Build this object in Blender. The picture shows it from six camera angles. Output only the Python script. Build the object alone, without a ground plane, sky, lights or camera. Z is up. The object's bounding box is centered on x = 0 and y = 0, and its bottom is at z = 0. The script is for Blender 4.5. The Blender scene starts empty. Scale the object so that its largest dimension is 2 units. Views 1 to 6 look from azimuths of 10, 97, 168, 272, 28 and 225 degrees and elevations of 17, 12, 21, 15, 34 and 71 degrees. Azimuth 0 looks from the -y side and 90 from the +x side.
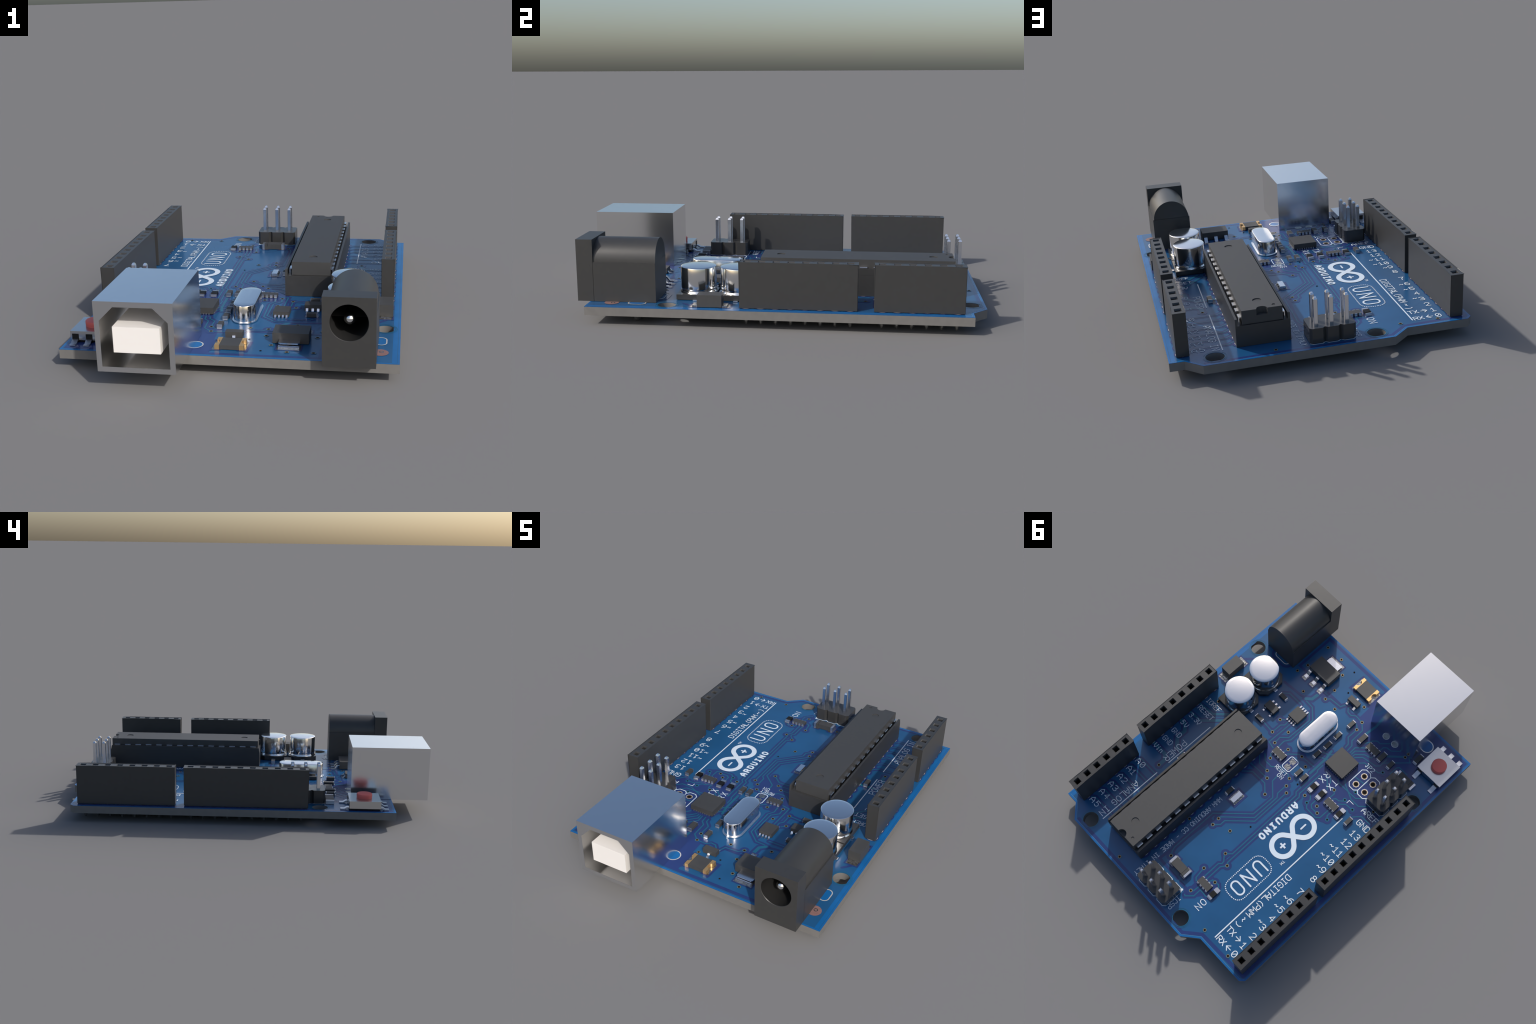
# Blue microcontroller development board with USB port, power jack, socket headers and a socketed chip.
# Everything is laid out in board millimetres: bx runs along the board away from the USB edge,
# by runs across it towards the long row of digital sockets, z is the height above the top face.
import math
import bpy
import bmesh
from mathutils import Vector

S = 0.02628                       # metres of scene per board millimetre
X0, Y0, ZT = 0.7015, -0.8015, 0.087
TOP_LAYER = 6e-6 / S              # tiny steps that keep printed films off each other's plane


def loc(x, y, z=0.0):
    return Vector((X0 - y * S, Y0 + x * S, ZT + z * S))


def rel(x, y, z=0.0):
    return Vector((-y * S, x * S, z * S))


# ------------------------------------------------------------------ materials
def material(name, colour, rough=0.5, metal=0.0, spec=0.5, grain=0.0, grain_scale=60.0,
             bump=0.0, bump_scale=200.0, coat=0.0, rough_var=0.0):
    m = bpy.data.materials.new(name)
    m.use_nodes = True
    nt = m.node_tree
    b = nt.nodes["Principled BSDF"]
    b.inputs["Base Color"].default_value = (*colour, 1)
    b.inputs["Roughness"].default_value = rough
    b.inputs["Metallic"].default_value = metal
    b.inputs["Specular IOR Level"].default_value = spec
    b.inputs["Coat Weight"].default_value = coat
    b.inputs["Coat Roughness"].default_value = 0.15
    if grain or bump or rough_var:
        tc = nt.nodes.new("ShaderNodeTexCoord")
    if grain:
        n = nt.nodes.new("ShaderNodeTexNoise")
        n.inputs["Scale"].default_value = grain_scale
        n.inputs["Detail"].default_value = 4
        nt.links.new(tc.outputs["Object"], n.inputs["Vector"])
        ramp = nt.nodes.new("ShaderNodeValToRGB")
        ramp.color_ramp.elements[0].position = 0.3
        ramp.color_ramp.elements[1].position = 0.7
        ramp.color_ramp.elements[0].color = (*[c * (1 - grain) for c in colour], 1)
        ramp.color_ramp.elements[1].color = (*[min(1, c * (1 + grain)) for c in colour], 1)
        nt.links.new(n.outputs["Fac"], ramp.inputs["Fac"])
        nt.links.new(ramp.outputs["Color"], b.inputs["Base Color"])
    if rough_var:
        n3 = nt.nodes.new("ShaderNodeTexNoise")
        n3.inputs["Scale"].default_value = grain_scale * 2
        nt.links.new(tc.outputs["Object"], n3.inputs["Vector"])
        mr = nt.nodes.new("ShaderNodeMapRange")
        mr.inputs["To Min"].default_value = max(0.02, rough - rough_var)
        mr.inputs["To Max"].default_value = rough + rough_var
        nt.links.new(n3.outputs["Fac"], mr.inputs["Value"])
        nt.links.new(mr.outputs["Result"], b.inputs["Roughness"])
    if bump:
        n2 = nt.nodes.new("ShaderNodeTexNoise")
        n2.inputs["Scale"].default_value = bump_scale
        nt.links.new(tc.outputs["Object"], n2.inputs["Vector"])
        bp = nt.nodes.new("ShaderNodeBump")
        bp.inputs["Strength"].default_value = bump
        bp.inputs["Distance"].default_value = 0.002
        nt.links.new(n2.outputs["Fac"], bp.inputs["Height"])
        nt.links.new(bp.outputs["Normal"], b.inputs["Normal"])
    return m


MASK_ROUGH = 0.22
M_FR4 = material("fibreglass_edge", (0.165, 0.160, 0.154), 0.75, grain=0.05, grain_scale=30, spec=0.2)
M_POUR = material("blue_mask_over_copper", (0.012, 0.082, 0.205), MASK_ROUGH, spec=0.6, grain=0.10, grain_scale=5)
M_MOAT = material("indigo_mask_over_fibreglass", (0.018, 0.037, 0.146), MASK_ROUGH, spec=0.6, grain=0.10, grain_scale=6)
M_TRACE = material("teal_mask_over_trace", (0.012, 0.108, 0.190), MASK_ROUGH, spec=0.6)
M_RIM = material("bright_blue_mask_rim", (0.006, 0.110, 0.32), MASK_ROUGH, spec=0.6, grain=0.12, grain_scale=8)
M_SEAM = material("pale_mask_seam", (0.06, 0.22, 0.40), 0.3)
M_INK = material("white_ink", (0.62, 0.71, 0.80), 0.45, spec=0.3)
M_GOLDRING = material("tarnished_gold_plating", (0.36, 0.24, 0.13), 0.35, metal=0.5, grain=0.25, grain_scale=150)
M_HOLE_DARK = material("dark_hole_filler", (0.010, 0.009, 0.008), 0.8, spec=0.08)  # near-black colour of the discs and plugs that stand in for hole depth
M_COPPER = material("bare_copper", (0.22, 0.125, 0.115), 0.45, metal=0.0, grain=0.12, grain_scale=60)
M_TIN = material("tinned_solder", (0.34, 0.34, 0.33), 0.24, metal=0.9, grain=0.5, grain_scale=90, bump=0.5, bump_scale=120)
M_LEAD = material("bright_lead_metal", (0.80, 0.81, 0.84), 0.22, metal=1.0)
M_TERM = material("chip_terminal_metal", (0.60, 0.61, 0.64), 0.32, metal=0.95)
M_SHELL = material("brushed_steel_shell", (0.80, 0.80, 0.80), 0.20, metal=1.0)
M_CAN = material("polished_aluminium", (0.86, 0.86, 0.86), 0.14, metal=1.0)
M_BLACK = material("black_plastic", (0.038, 0.038, 0.038), 0.40, grain=0.04, grain_scale=40)
M_GLOSSBLACK = material("glossy_black_plastic", (0.040, 0.040, 0.040), 0.25)
M_CHIP = material("dark_epoxy", (0.047, 0.047, 0.047), 0.55, grain=0.04, grain_scale=70)
M_LEDBLACK = material("matt_black_lens", (0.008, 0.008, 0.008), 0.5, spec=0.25)
M_RED = material("red_plastic", (0.58, 0.105, 0.090), 0.5)
M_WHITE = material("white_nylon", (0.82, 0.79, 0.76), 0.45)
M_FUSEGOLD = material("gold_end_plating", (0.72, 0.45, 0.19), 0.38, metal=0.8)
M_FUNNEL = material("socket_mouth_plastic", (0.055, 0.054, 0.053), 0.28, metal=0.3)
M_COVER = material("button_cover_steel", (0.58, 0.58, 0.58), 0.25, metal=1.0)
M_BORE_SHADE = material("jack_bore_shade_black", (0.018, 0.018, 0.018), 0.9, spec=0.05)  # body plastic made darker: shade inside the bore put into the colour
M_BRIGHT = material("bright_plated_ring", (0.72, 0.71, 0.68), 0.4, metal=0.55)

# ------------------------------------------------------------------ mesh helpers
root = bpy.data.objects.new("microcontroller_board", None)
bpy.context.scene.collection.objects.link(root)
root["label"] = "blue microcontroller circuit board with silver USB port and black headers"
root["category"] = "circuit board"


def link(name, mesh, parent=None, where=(0, 0, 0)):
    o = bpy.data.objects.new(name, mesh)
    o.location = where
    o.parent = parent or root
    bpy.context.scene.collection.objects.link(o)
    return o


def to_mesh(bm, name, mats, angle=35):
    bmesh.ops.recalc_face_normals(bm, faces=bm.faces)
    me = bpy.data.meshes.new(name)
    bm.to_mesh(me)
    bm.free()
    for m in (mats if isinstance(mats, (list, tuple)) else [mats]):
        me.materials.append(m)
    me.shade_smooth()
    me.set_sharp_from_angle(angle=math.radians(angle))
    return me


def prism(bm, pts, z0, z1, bevel=0.0, segs=2, mat=0):
    """Upright prism over a bx/by outline, local millimetres."""
    lo = [bm.verts.new(rel(x, y, z0)) for x, y in pts]
    hi = [bm.verts.new(rel(x, y, z1)) for x, y in pts]
    n = len(pts)
    fs = [bm.faces.new(lo[::-1]), bm.faces.new(hi)]
    for i in range(n):
        fs.append(bm.faces.new((lo[i], lo[(i + 1) % n], hi[(i + 1) % n], hi[i])))
    for f in fs:
        f.material_index = mat
    if bevel:
        es = {e for f in fs for e in f.edges if e.calc_face_angle(0) > 0.5}
        bmesh.ops.bevel(bm, geom=list(es), offset=bevel * S, segments=segs, affect="EDGES", profile=0.5, clamp_overlap=True)
    return fs


def rect(x0, x1, y0, y1):
    return [(x0, y0), (x1, y0), (x1, y1), (x0, y1)]


def cut_rect(x0, x1, y0, y1, c):
    return [(x0 + c, y0), (x1 - c, y0), (x1, y0 + c), (x1, y1 - c), (x1 - c, y1), (x0 + c, y1), (x0, y1 - c), (x0, y0 + c)]


def ring_pts(cx, cy, r, n=32, a0=0.0, a1=2 * math.pi, end=False):
    k = n - 1 if end else n
    return [(cx + r * math.cos(a0 + (a1 - a0) * i / k), cy + r * math.sin(a0 + (a1 - a0) * i / k)) for i in range(n)]


def stadium(xa, xb, cy, r, n=14):
    return ring_pts(xb, cy, r, n, -math.pi / 2, math.pi / 2, True) + ring_pts(xa, cy, r, n, math.pi / 2, 1.5 * math.pi, True)


def box(bm, x0, x1, y0, y1, z0, z1, bevel=0.05, mat=0, segs=1):
    return prism(bm, rect(x0, x1, y0, y1), z0, z1, bevel, segs, mat)


def lathe(bm, cx, cy, profile, n=48):
    """Turn an (r, z) profile round an upright axis."""
    rows = []
    for r, z in profile:
        if r < 1e-6:
            rows.append([bm.verts.new(rel(cx, cy, z))])
        else:
            rows.append([bm.verts.new(rel(x, y, z)) for x, y in ring_pts(cx, cy, r, n)])
    for a, b in zip(rows, rows[1:]):
        for i in range(n):
            j = (i + 1) % n
            if len(a) == 1 and len(b) == 1:
                continue
            if len(a) == 1:
                bm.faces.new((a[0], b[i], b[j]))
            elif len(b) == 1:
                bm.faces.new((a[i], a[j], b[0]))
            else:
                bm.faces.new((a[i], a[j], b[j], b[i]))


def simple(name, mat, builder, parent=None, where=(0, 0, 0), angle=35):
    bm = bmesh.new()
    builder(bm)
    return link(name, to_mesh(bm, name, mat, angle), parent, where)


# ------------------------------------------------------------------ flat films (traces, ink)
class Film:
    """A printed or plated layer; every stroke sits a hair above the one before."""

    def __init__(self, z):
        self.bm, self.z, self.k = bmesh.new(), z, 0

    def level(self):
        self.k += 1
        return self.z + self.k * TOP_LAYER

    def poly(self, pts):
        z = self.level()
        self.bm.faces.new([self.bm.verts.new(rel(x, y, z)) for x, y in pts])

    def disc(self, x, y, r, n=20):
        self.poly(ring_pts(x, y, r, n))

    def ring(self, x, y, r0, r1, n=24):
        z = self.level()
        a = [self.bm.verts.new(rel(px, py, z)) for px, py in ring_pts(x, y, r0, n)]
        b = [self.bm.verts.new(rel(px, py, z)) for px, py in ring_pts(x, y, r1, n)]
        for i in range(n):
            self.bm.faces.new((a[i], b[i], b[(i + 1) % n], a[(i + 1) % n]))

    def line(self, pts, w, closed=False, cap=True):
        pts = [Vector((p[0], p[1])) for p in pts]
        pts = [p for i, p in enumerate(pts) if i == 0 or (p - pts[i - 1]).length > 1e-4]
        n = len(pts)
        if n < 2:
            return self.disc(pts[0].x, pts[0].y, w / 2)
        z, left, right = self.level(), [], []
        for i in range(n):
            a = pts[i - 1] if (i or closed) else None
            b = pts[(i + 1) % n] if (i < n - 1 or closed) else None
            d0 = (pts[i] - a).normalized() if a is not None else None
            d1 = (b - pts[i]).normalized() if b is not None else None
            d0, d1 = d0 or d1, d1 or d0
            t = d0 + d1
            t = t.normalized() if t.length > 1e-3 else d0
            nrm = Vector((-t.y, t.x))
            m = nrm * (w / 2) / max(0.45, nrm.dot(Vector((-d0.y, d0.x))))
            left.append(pts[i] + m)
            right.append(pts[i] - m)
        mk = lambda p: self.bm.verts.new(rel(p.x, p.y, z))
        L, R = [mk(p) for p in left], [mk(p) for p in right]
        for i in range(n if closed else n - 1):
            j = (i + 1) % n
            self.bm.faces.new((L[i], R[i], R[j], L[j]))
        if cap and not closed:
            for end, nxt, a, b in ((0, 1, L[0], R[0]), (n - 1, n - 2, R[-1], L[-1])):
                d = (pts[end] - pts[nxt]).normalized()
                s = Vector((-d.y, d.x))
                fan = [mk(pts[end] + d * math.sin(q) * w / 2 + s * math.cos(q) * w / 2) for q in [math.pi * k / 6 for k in range(1, 6)]]
                v0 = a if (Vector((a.co.y, -a.co.x)) / S - (pts[end] + s * w / 2)).length < 1e-3 else b
                v1 = b if v0 is a else a
                self.bm.faces.new([v0, *fan, v1])

    def done(self, name, mat, stuff=False):
        for f in self.bm.faces:
            f.normal_update()
            if f.normal.z < 0:
                f.normal_flip()
        me = bpy.data.meshes.new(name)
        self.bm.to_mesh(me)
        self.bm.free()
        me.materials.append(mat)
        o = link(name, me, None, loc(0, 0, 0))
        if stuff:
            o["kind"] = "stuff"
        return o


# ------------------------------------------------------------------ board
OUTLINE = [(0, 0), (65.95, 0), (65.95, 2.55), (68.53, 5.3), (68.53, 38.2), (65.95, 41.3), (65.95, 52.55), (65.1, 53.4), (0, 53.4)]
MOUNTS = [(13.97, 2.5), (15.2, 50.75), (66.04, 7.6), (66.04, 35.6)]
JUMPER_PADS = [(18.4, 39.87), (20.88, 39.85), (18.38, 42.37), (20.86, 42.35)]


def slab(name, mat, outline, holes, z0, z1):
    cu = bpy.data.curves.new(name, "CURVE")
    cu.dimensions, cu.fill_mode, cu.extrude = "2D", "BOTH", (z1 - z0) * S / 2
    for pts in [outline, *holes]:
        sp = cu.splines.new("POLY")
        sp.points.add(len(pts) - 1)
        for p, (x, y) in zip(sp.points, pts):
            v = rel(x, y)
            p.co = (v.x, v.y, 0, 1)
        sp.use_cyclic_u = True
    tmp = bpy.data.objects.new(name + "_outline", cu)
    bpy.context.scene.collection.objects.link(tmp)
    me = bpy.data.meshes.new_from_object(tmp.evaluated_get(bpy.context.evaluated_depsgraph_get()))
    bpy.data.objects.remove(tmp)
    bpy.data.curves.remove(cu)
    me.name = name
    me.transform(__import__("mathutils").Matrix.Translation((0, 0, (z0 + z1) * S / 2)))
    me.materials.clear()
    me.materials.append(mat)
    me.shade_smooth()
    me.set_sharp_from_angle(angle=math.radians(30))
    return link(name, me, None, loc(0, 0, 0))


DRILLS = [ring_pts(x, y, 1.6, 40)[::-1] for x, y in MOUNTS] + [ring_pts(x, y, 0.46, 20)[::-1] for x, y in JUMPER_PADS]
slab("substrate", M_FR4, OUTLINE, DRILLS, -1.56, -0.06)
slab("solder_mask", M_POUR, OUTLINE, DRILLS, -0.06, 0.0)


def inset(outline, d):
    n, out = len(outline), []
    for i in range(n):
        a, b, c = (Vector(outline[k % n]) for k in (i - 1, i, i + 1))
        d0, d1 = (b - a).normalized(), (c - b).normalized()
        n0, n1 = Vector((-d0.y, d0.x)), Vector((-d1.y, d1.x))
        t = (n0 + n1).normalized()
        out.append(tuple(b + t * d / max(0.3, t.dot(n0))))
    return out


rim = Film(0.003)
rim.line(inset(OUTLINE, 0.16), 0.32, closed=True)
rim.poly(rect(0.4, 65.5, 0.4, 1.15))
rim.done("mask_rim", M_RIM)
seam = Film(0.008)
seam.line(inset(OUTLINE, 0.40)[1:8], 0.07)
seam.done("mask_seam", M_SEAM)

moat, trace = Film(0.004), Film(0.030)
pads, gold, hole_disc, halo = Film(0.055), Film(0.052), Film(0.060), Film(0.046)
bare, bright, shield = Film(0.050), Film(0.048), Film(0.045)

# clearance along the board edge (USB side, chip end and digital side)
moat.line([(0.95, 11.9), (0.95, 52.5), (64.8, 52.5), (65.1, 41.0), (67.75, 37.9), (67.75, 5.8)], 0.7)
# bare region without copper pour: round the USB bridge chip, under the USB port and the button
moat.poly([(16.6, 32.5), (15.2, 31.0), (11.9, 30.5), (9.3, 29.7), (6.1, 29.6), (3.8, 29.5), (1.2, 29.3), (1.2, 52.2), (2.6, 52.4),
           (8.9, 52.4), (8.8, 46.1), (10.9, 47.2), (15.0, 48.2), (24.6, 48.2), (25.1, 45.6), (26.5, 44.4), (24.8, 43.4), (27.5, 41.6),
           (31.4, 41.7), (32.3, 40.1), (32.6, 36.3), (31.5, 34.7), (28.0, 33.3), (25.2, 30.5), (21.1, 31.0)])
moat.poly([(24.6, 21.0), (27.2, 20.0), (32.6, 21.4), (34.9, 24.4), (36.0, 29.0), (33.0, 31.4), (30.2, 29.8), (30.4, 26.0), (26.8, 26.0), (25.4, 25.0)])
moat.poly([(59.6, 32.2), (62.3, 32.2), (62.3, 33.6), (58.0, 36.8), (57.0, 36.4), (56.6, 31.8)])
MOAT_W, TRACE_W = 1.08, 0.25


def route(*pts, w=TRACE_W, m=MOAT_W):
    moat.line(pts, m)
    trace.line(pts, w)


# bus from the socketed chip towards the bridge chip
route((59.1, 24.75), (58.3, 24.2), (57.4, 23.9), (46.9, 23.95), (40.9, 29.8), (35.6, 30.0), (33.1, 27.3), (31.5, 27.2))
route((46.82, 25.58), (46.3, 25.6), (41.3, 30.55), (34.9, 30.6), (34.2, 30.0), (32.4, 30.0), (31.76, 30.1))
route((48.55, 25.73), (47.4, 26.8), (46.2, 26.8), (41.8, 31.15), (33.4, 31.2), (32.81, 31.23))
route((50.78, 32.04), (49.8, 33.05), (31.7, 33.0), (31.2, 32.45), (25.0, 32.4), (24.5, 32.1), (23.0, 32.1))
route((52.23, 34.14), (51.7, 33.7), (31.5, 33.7), (30.9, 33.2), (25.0, 33.25))
route((50.78, 32.04), (51.4, 32.3), (52.1, 33.0), (52.7, 33.1), (53.2, 32.6), (56.9, 32.6))
route((52.23, 34.14), (53.4, 33.35), (57.0, 33.35))
# resistor array and lamp by the programming header
route((55.98, 31.27), (58.4, 31.6), (58.8, 32.1), (58.7, 32.4))
route((60.94, 32.86), (60.5, 33.3), (59.0, 33.4))
route((62.4, 32.6), (62.5, 32.9), (61.2, 34.1), (58.8, 34.1))
route((59.5, 34.2), (59.5, 34.9), (59.6, 35.7), (59.4, 36.2))
route((56.32, 34.97), (56.3, 34.3), (57.0, 34.1))
route((56.32, 34.97), (56.1, 35.8), (56.5, 36.3))
# fan-out at the USB end of the socketed chip
route((36.26, 28.35), (34.6, 26.5), (34.7, 22.9), (36.2, 21.3))
route((32.34, 24.87), (32.4, 22.6), (31.1, 21.2))
route((33.5, 26.07), (33.7, 21.2))
route((29.93, 23.27), (29.2, 22.7), (28.4, 22.5))
route((30.5, 25.4), (31.1, 24.8), (31.1, 23.0), (30.1, 21.8))
route((30.15, 29.35), (30.1, 28.9), (29.6, 28.4))
route((24.86, 27.64), (24.6, 31.0))
# transmit and receive lamps
route((31.21, 35.69), (32.1, 36.5), (32.15, 39.15), (31.5, 39.85), (29.1, 39.9))
route((31.21, 35.69), (30.2, 35.7), (29.4, 34.9))
route((31.22, 38.76), (31.3, 37.2), (30.8, 36.6), (29.5, 36.6))
route((30.71, 41.2), (30.1, 40.6), (28.7, 40.6))
# op-amp, voltage reference and crystal
route((22.36, 18.31), (21.6, 19.1))
route((25.52, 19.25), (25.3, 16.3))
route((25.52, 19.25), (23.2, 19.3), (22.5, 19.9), (21.3, 19.9))
route((21.5, 20.6), (27.6, 20.4), (27.9, 22.0))
route((26.86, 21.4), (25.2, 21.3), (23.9, 22.6), (18.0, 22.8), (16.6, 21.4))
route((26.8, 22.6), (25.2, 22.5), (23.9, 23.3), (17.4, 23.3), (15.3, 21.0), (15.2, 19.1))
route((25.86, 24.48), (26.8, 24.2))
route((24.86, 27.64), (24.9, 26.9), (26.7, 25.1))
route((16.6, 18.9), (16.6, 15.3), (17.5, 14.3))
route((14.9, 18.6), (14.0, 19.6), (11.6, 19.8), w=0.7, m=1.6)
route((11.88, 21.57), (11.0, 22.4), (10.8, 25.1), (9.6, 25.6))
# USB data lines
route((10.01, 30.9), (11.3, 32.3), (14.6, 32.4), (15.4, 33.2), (16.8, 33.3))
route((12.01, 31.33), (14.6, 31.3), (15.7, 32.4), (16.6, 32.5))
route((10.01, 30.9), (9.9, 28.9), (10.6, 28.1), (10.5, 27.1), (9.8, 26.5), (9.1, 26.8))
route((12.01, 31.33), (11.3, 30.6), (11.1, 29.7))
route((13.7, 35.5), (15.2, 34.0), (16.8, 34.05))
route((14.0, 36.3), (15.8, 34.5), (16.8, 34.5))
route((14.1, 38.0), (14.4, 38.0), (14.9, 36.5), (16.4, 35.0), (16.9, 35.0))
route((12.3, 40.5), (14.3, 40.5), (15.0, 39.9), (15.6, 36.7), (16.9, 35.5))
route((14.95, 41.91), (15.7, 41.3), (16.2, 37.8), (17.1, 37.0))
route((13.5, 40.4), (9.2, 44.4), (8.6, 43.5))
route((11.7, 40.0), (9.06, 42.7), w=0.45)
route((11.7, 38.1), (10.8, 38.1), (10.3, 38.7), (10.2, 39.8), (8.8, 41.2), (7.4, 40.4))
route((13.0, 34.7), (12.2, 35.2), (11.4, 35.5), (10.7, 36.2), (10.7, 37.0), (9.1, 38.5))
route((11.1, 33.4), (7.3, 33.8), (4.5, 33.8), w=0.5)
route((26.2, 31.5), (21.5, 31.5), (19.4, 31.1), w=0.5)
route((22.4, 29.8), (21.4, 31.9), (19.8, 32.6))
route((21.0, 29.9), (20.4, 31.3), (19.2, 32.4))
route((26.0, 36.5), (24.1, 34.5))
route((24.6, 36.0), (23.5, 34.9))
route((25.12, 37.61), (25.7, 38.25), (26.7, 38.2))
route((22.8, 36.5), (23.3, 37.0), (23.2, 42.0), (21.4, 43.8))
route((21.8, 37.6), (22.4, 38.1), (24.0, 41.5), (24.0, 43.6), (22.6, 45.0))
route((19.9, 38.4), (19.6, 41.0), (19.0, 41.2))
route((25.02, 40.7), (25.4, 40.7), (26.1, 40.0), (26.2, 39.2), (26.7, 38.9))
route((26.6, 40.5), (25.6, 41.5), (25.41, 43.28))
route((26.5, 44.4), (25.1, 45.6), (25.0, 48.0))
route((14.1, 43.2), (12.1, 43.2), (11.6, 43.6), (11.6, 45.8))
# power and analog inputs
route((32.4, 3.5), (32.0, 7.4), (29.4, 10.0), w=0.6)
route((35.1, 3.9), (35.0, 6.7), (31.0, 10.4), w=0.6)
route((37.8, 3.6), (37.9, 5.0), (39.0, 6.2), (41.1, 6.2), (42.7, 7.9), (42.7, 11.5), w=0.8, m=1.6)
route((45.5, 3.8), (45.5, 7.3), (46.4, 8.23), (48.05, 8.23), w=0.8, m=1.6)
for i, x in enumerate((49.9, 52.3, 55.0, 57.45, 59.85, 62.3)):
    route((x + 0.5, 3.9), (x, 4.6), (x, 10.6), (x - 0.8, 11.6))


def clearance(*pts, w=0.55):
    moat.line(pts, w)


clearance((48.1, 24.7), (61.1, 23.55), (61.3, 29.2))
clearance((61.3, 30.1), (61.3, 31.7), (62.4, 32.6))
clearance((10.3, 14.6), (10.3, 12.0), (1.3, 12.0))
clearance((2.1, 23.6), (6.0, 23.4), (6.0, 24.8))
clearance((15.5, 12.5), (15.1, 17.0), (14.9, 18.0), (13.7, 19.1), (11.4, 19.2))
clearance((10.4, 20.9), (10.4, 24.8))
clearance((25.7, 15.9), (25.9, 19.6))
clearance((11.4, 19.6), (11.1, 25.3))
clearance((18.1, 2.4), (16.7, 3.7))
clearance((6.8, 28.9), (6.2, 29.4), (2.2, 29.4))

# vias
VIA_IN_POUR = [(2.72, 13.12), (2.66, 17.27), (8.98, 13.14), (5.15, 20.1), (14.1, 16.97), (8.98, 21.48), (12.09, 24.68), (7.13, 28.7),
               (11.56, 12.51), (23.09, 21.65), (25.9, 29.79), (30.4, 34.25), (46.89, 29.17), (51.2, 21.49), (64.18, 40.67), (64.27, 47.56), (66.83, 17.72), (22.54, 46.58), (29.14, 6.06)]
VIA_ROUTED = [(11.88, 21.57), (10.01, 30.9), (12.03, 31.32), (22.36, 18.31), (25.52, 19.25), (26.86, 21.4), (25.86, 24.48), (29.93, 23.27),
              (24.86, 27.64), (32.34, 24.87), (33.5, 26.07), (30.15, 29.35), (9.06, 42.8), (8.05, 42.77), (25.12, 37.61), (30.2, 37.66),
              (31.22, 38.76), (36.26, 28.35), (31.76, 30.1), (32.81, 31.23), (46.82, 25.58), (48.55, 25.73), (59.11, 24.75), (50.78, 32.04),
              (55.98, 31.27), (52.23, 34.14), (56.32, 34.97), (60.94, 32.86), (48.05, 8.23)]
VIA_TENTED = [(14.95, 41.91), (22.24, 41.04), (30.71, 41.2), (25.41, 43.28), (25.02, 40.7), (31.21, 35.69)]
for x, y in VIA_ROUTED + VIA_TENTED:
    moat.disc(x, y, 0.95)
for x, y in VIA_ROUTED + VIA_IN_POUR:
    halo.disc(x, y, 0.46)
    gold.ring(x, y, 0.20, 0.32)
    hole_disc.disc(x, y, 0.235, 16)
for x, y in VIA_TENTED:
    halo.disc(x, y, 0.44)
    hole_disc.disc(x, y, 0.2, 14)
for x, y in [(2.77, 21.39), (7.22, 23.97), (29.8, 31.47), (43.22, 31.44)]:
    hole_disc.disc(x, y, 0.19, 14)

# copper collars round the mounting holes
for x, y in MOUNTS:
    trace.ring(x, y, 1.61, 1.74, 40)
    trace.ring(x, y, 1.92, 2.0, 40)

# plated pads
PITCH_ROWS = [(27.83, 2.527, 8, 2.5), (50.85, 2.487, 6, 2.5), (18.88, 2.523, 10, 50.86), (45.88, 2.497, 8, 50.86)]
for x, p, n, y in PITCH_ROWS:
    for i in range(n):
        moat.disc(x + i * p, y, 1.36)
        bright.ring(x + i * p, y, 0.5, 1.14 + 0.05 * math.sin(5.1 * i + y))
LEG_X = [30.17 + 2.487 * i for i in range(14)]
for x in LEG_X:
    for y in (12.55, 20.2):
        moat.disc(x, y, 1.45)
        bright.ring(x, y, 0.5, 1.0)
for x, y in JUMPER_PADS:
    gold.ring(x, y, 0.46, 0.60)
    bright.ring(x, y, 0.60, 0.74, 8)
    hole_disc.disc(x, y, 0.45)  # dark disc added over the drilled hole so it looks black
for x, y in [(3.92, 44.36), (4.05, 32.22)]:
    bright.ring(x, y, 1.22, 1.42, 40)
    shield.disc(x, y, 1.22, 40)
for x, y in [(8.5, 36.71), (8.5, 39.25), (6.5, 36.71), (6.5, 39.25)]:
    bright.ring(x, y, 0.70, 0.80)
    pads.disc(x, y, 0.70)
bare.disc(4.05, 3.0, 1.28, 40)
pads.ring(4.3, 2.85, 0.22, 0.40)
bright.line(stadium(7.9, 9.2, 3.0, 0.88), 0.2, closed=True)
shield.poly(stadium(7.9, 9.2, 3.0, 0.8))
bright.line([(y, x) for x, y in stadium(6.9, 9.1, 11.6, 0.85)], 0.17, closed=True)
moat.line([(y, x) for x, y in stadium(6.9, 9.1, 11.6, 1.5)], 0.5, closed=True)


def pad(x0, x1, y0, y1, clear=0.28):
    moat.poly(rect(x0 - clear, x1 + clear, y0 - clear, y1 + clear))
    pads.poly(rect(x0, x1, y0, y1))


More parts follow.
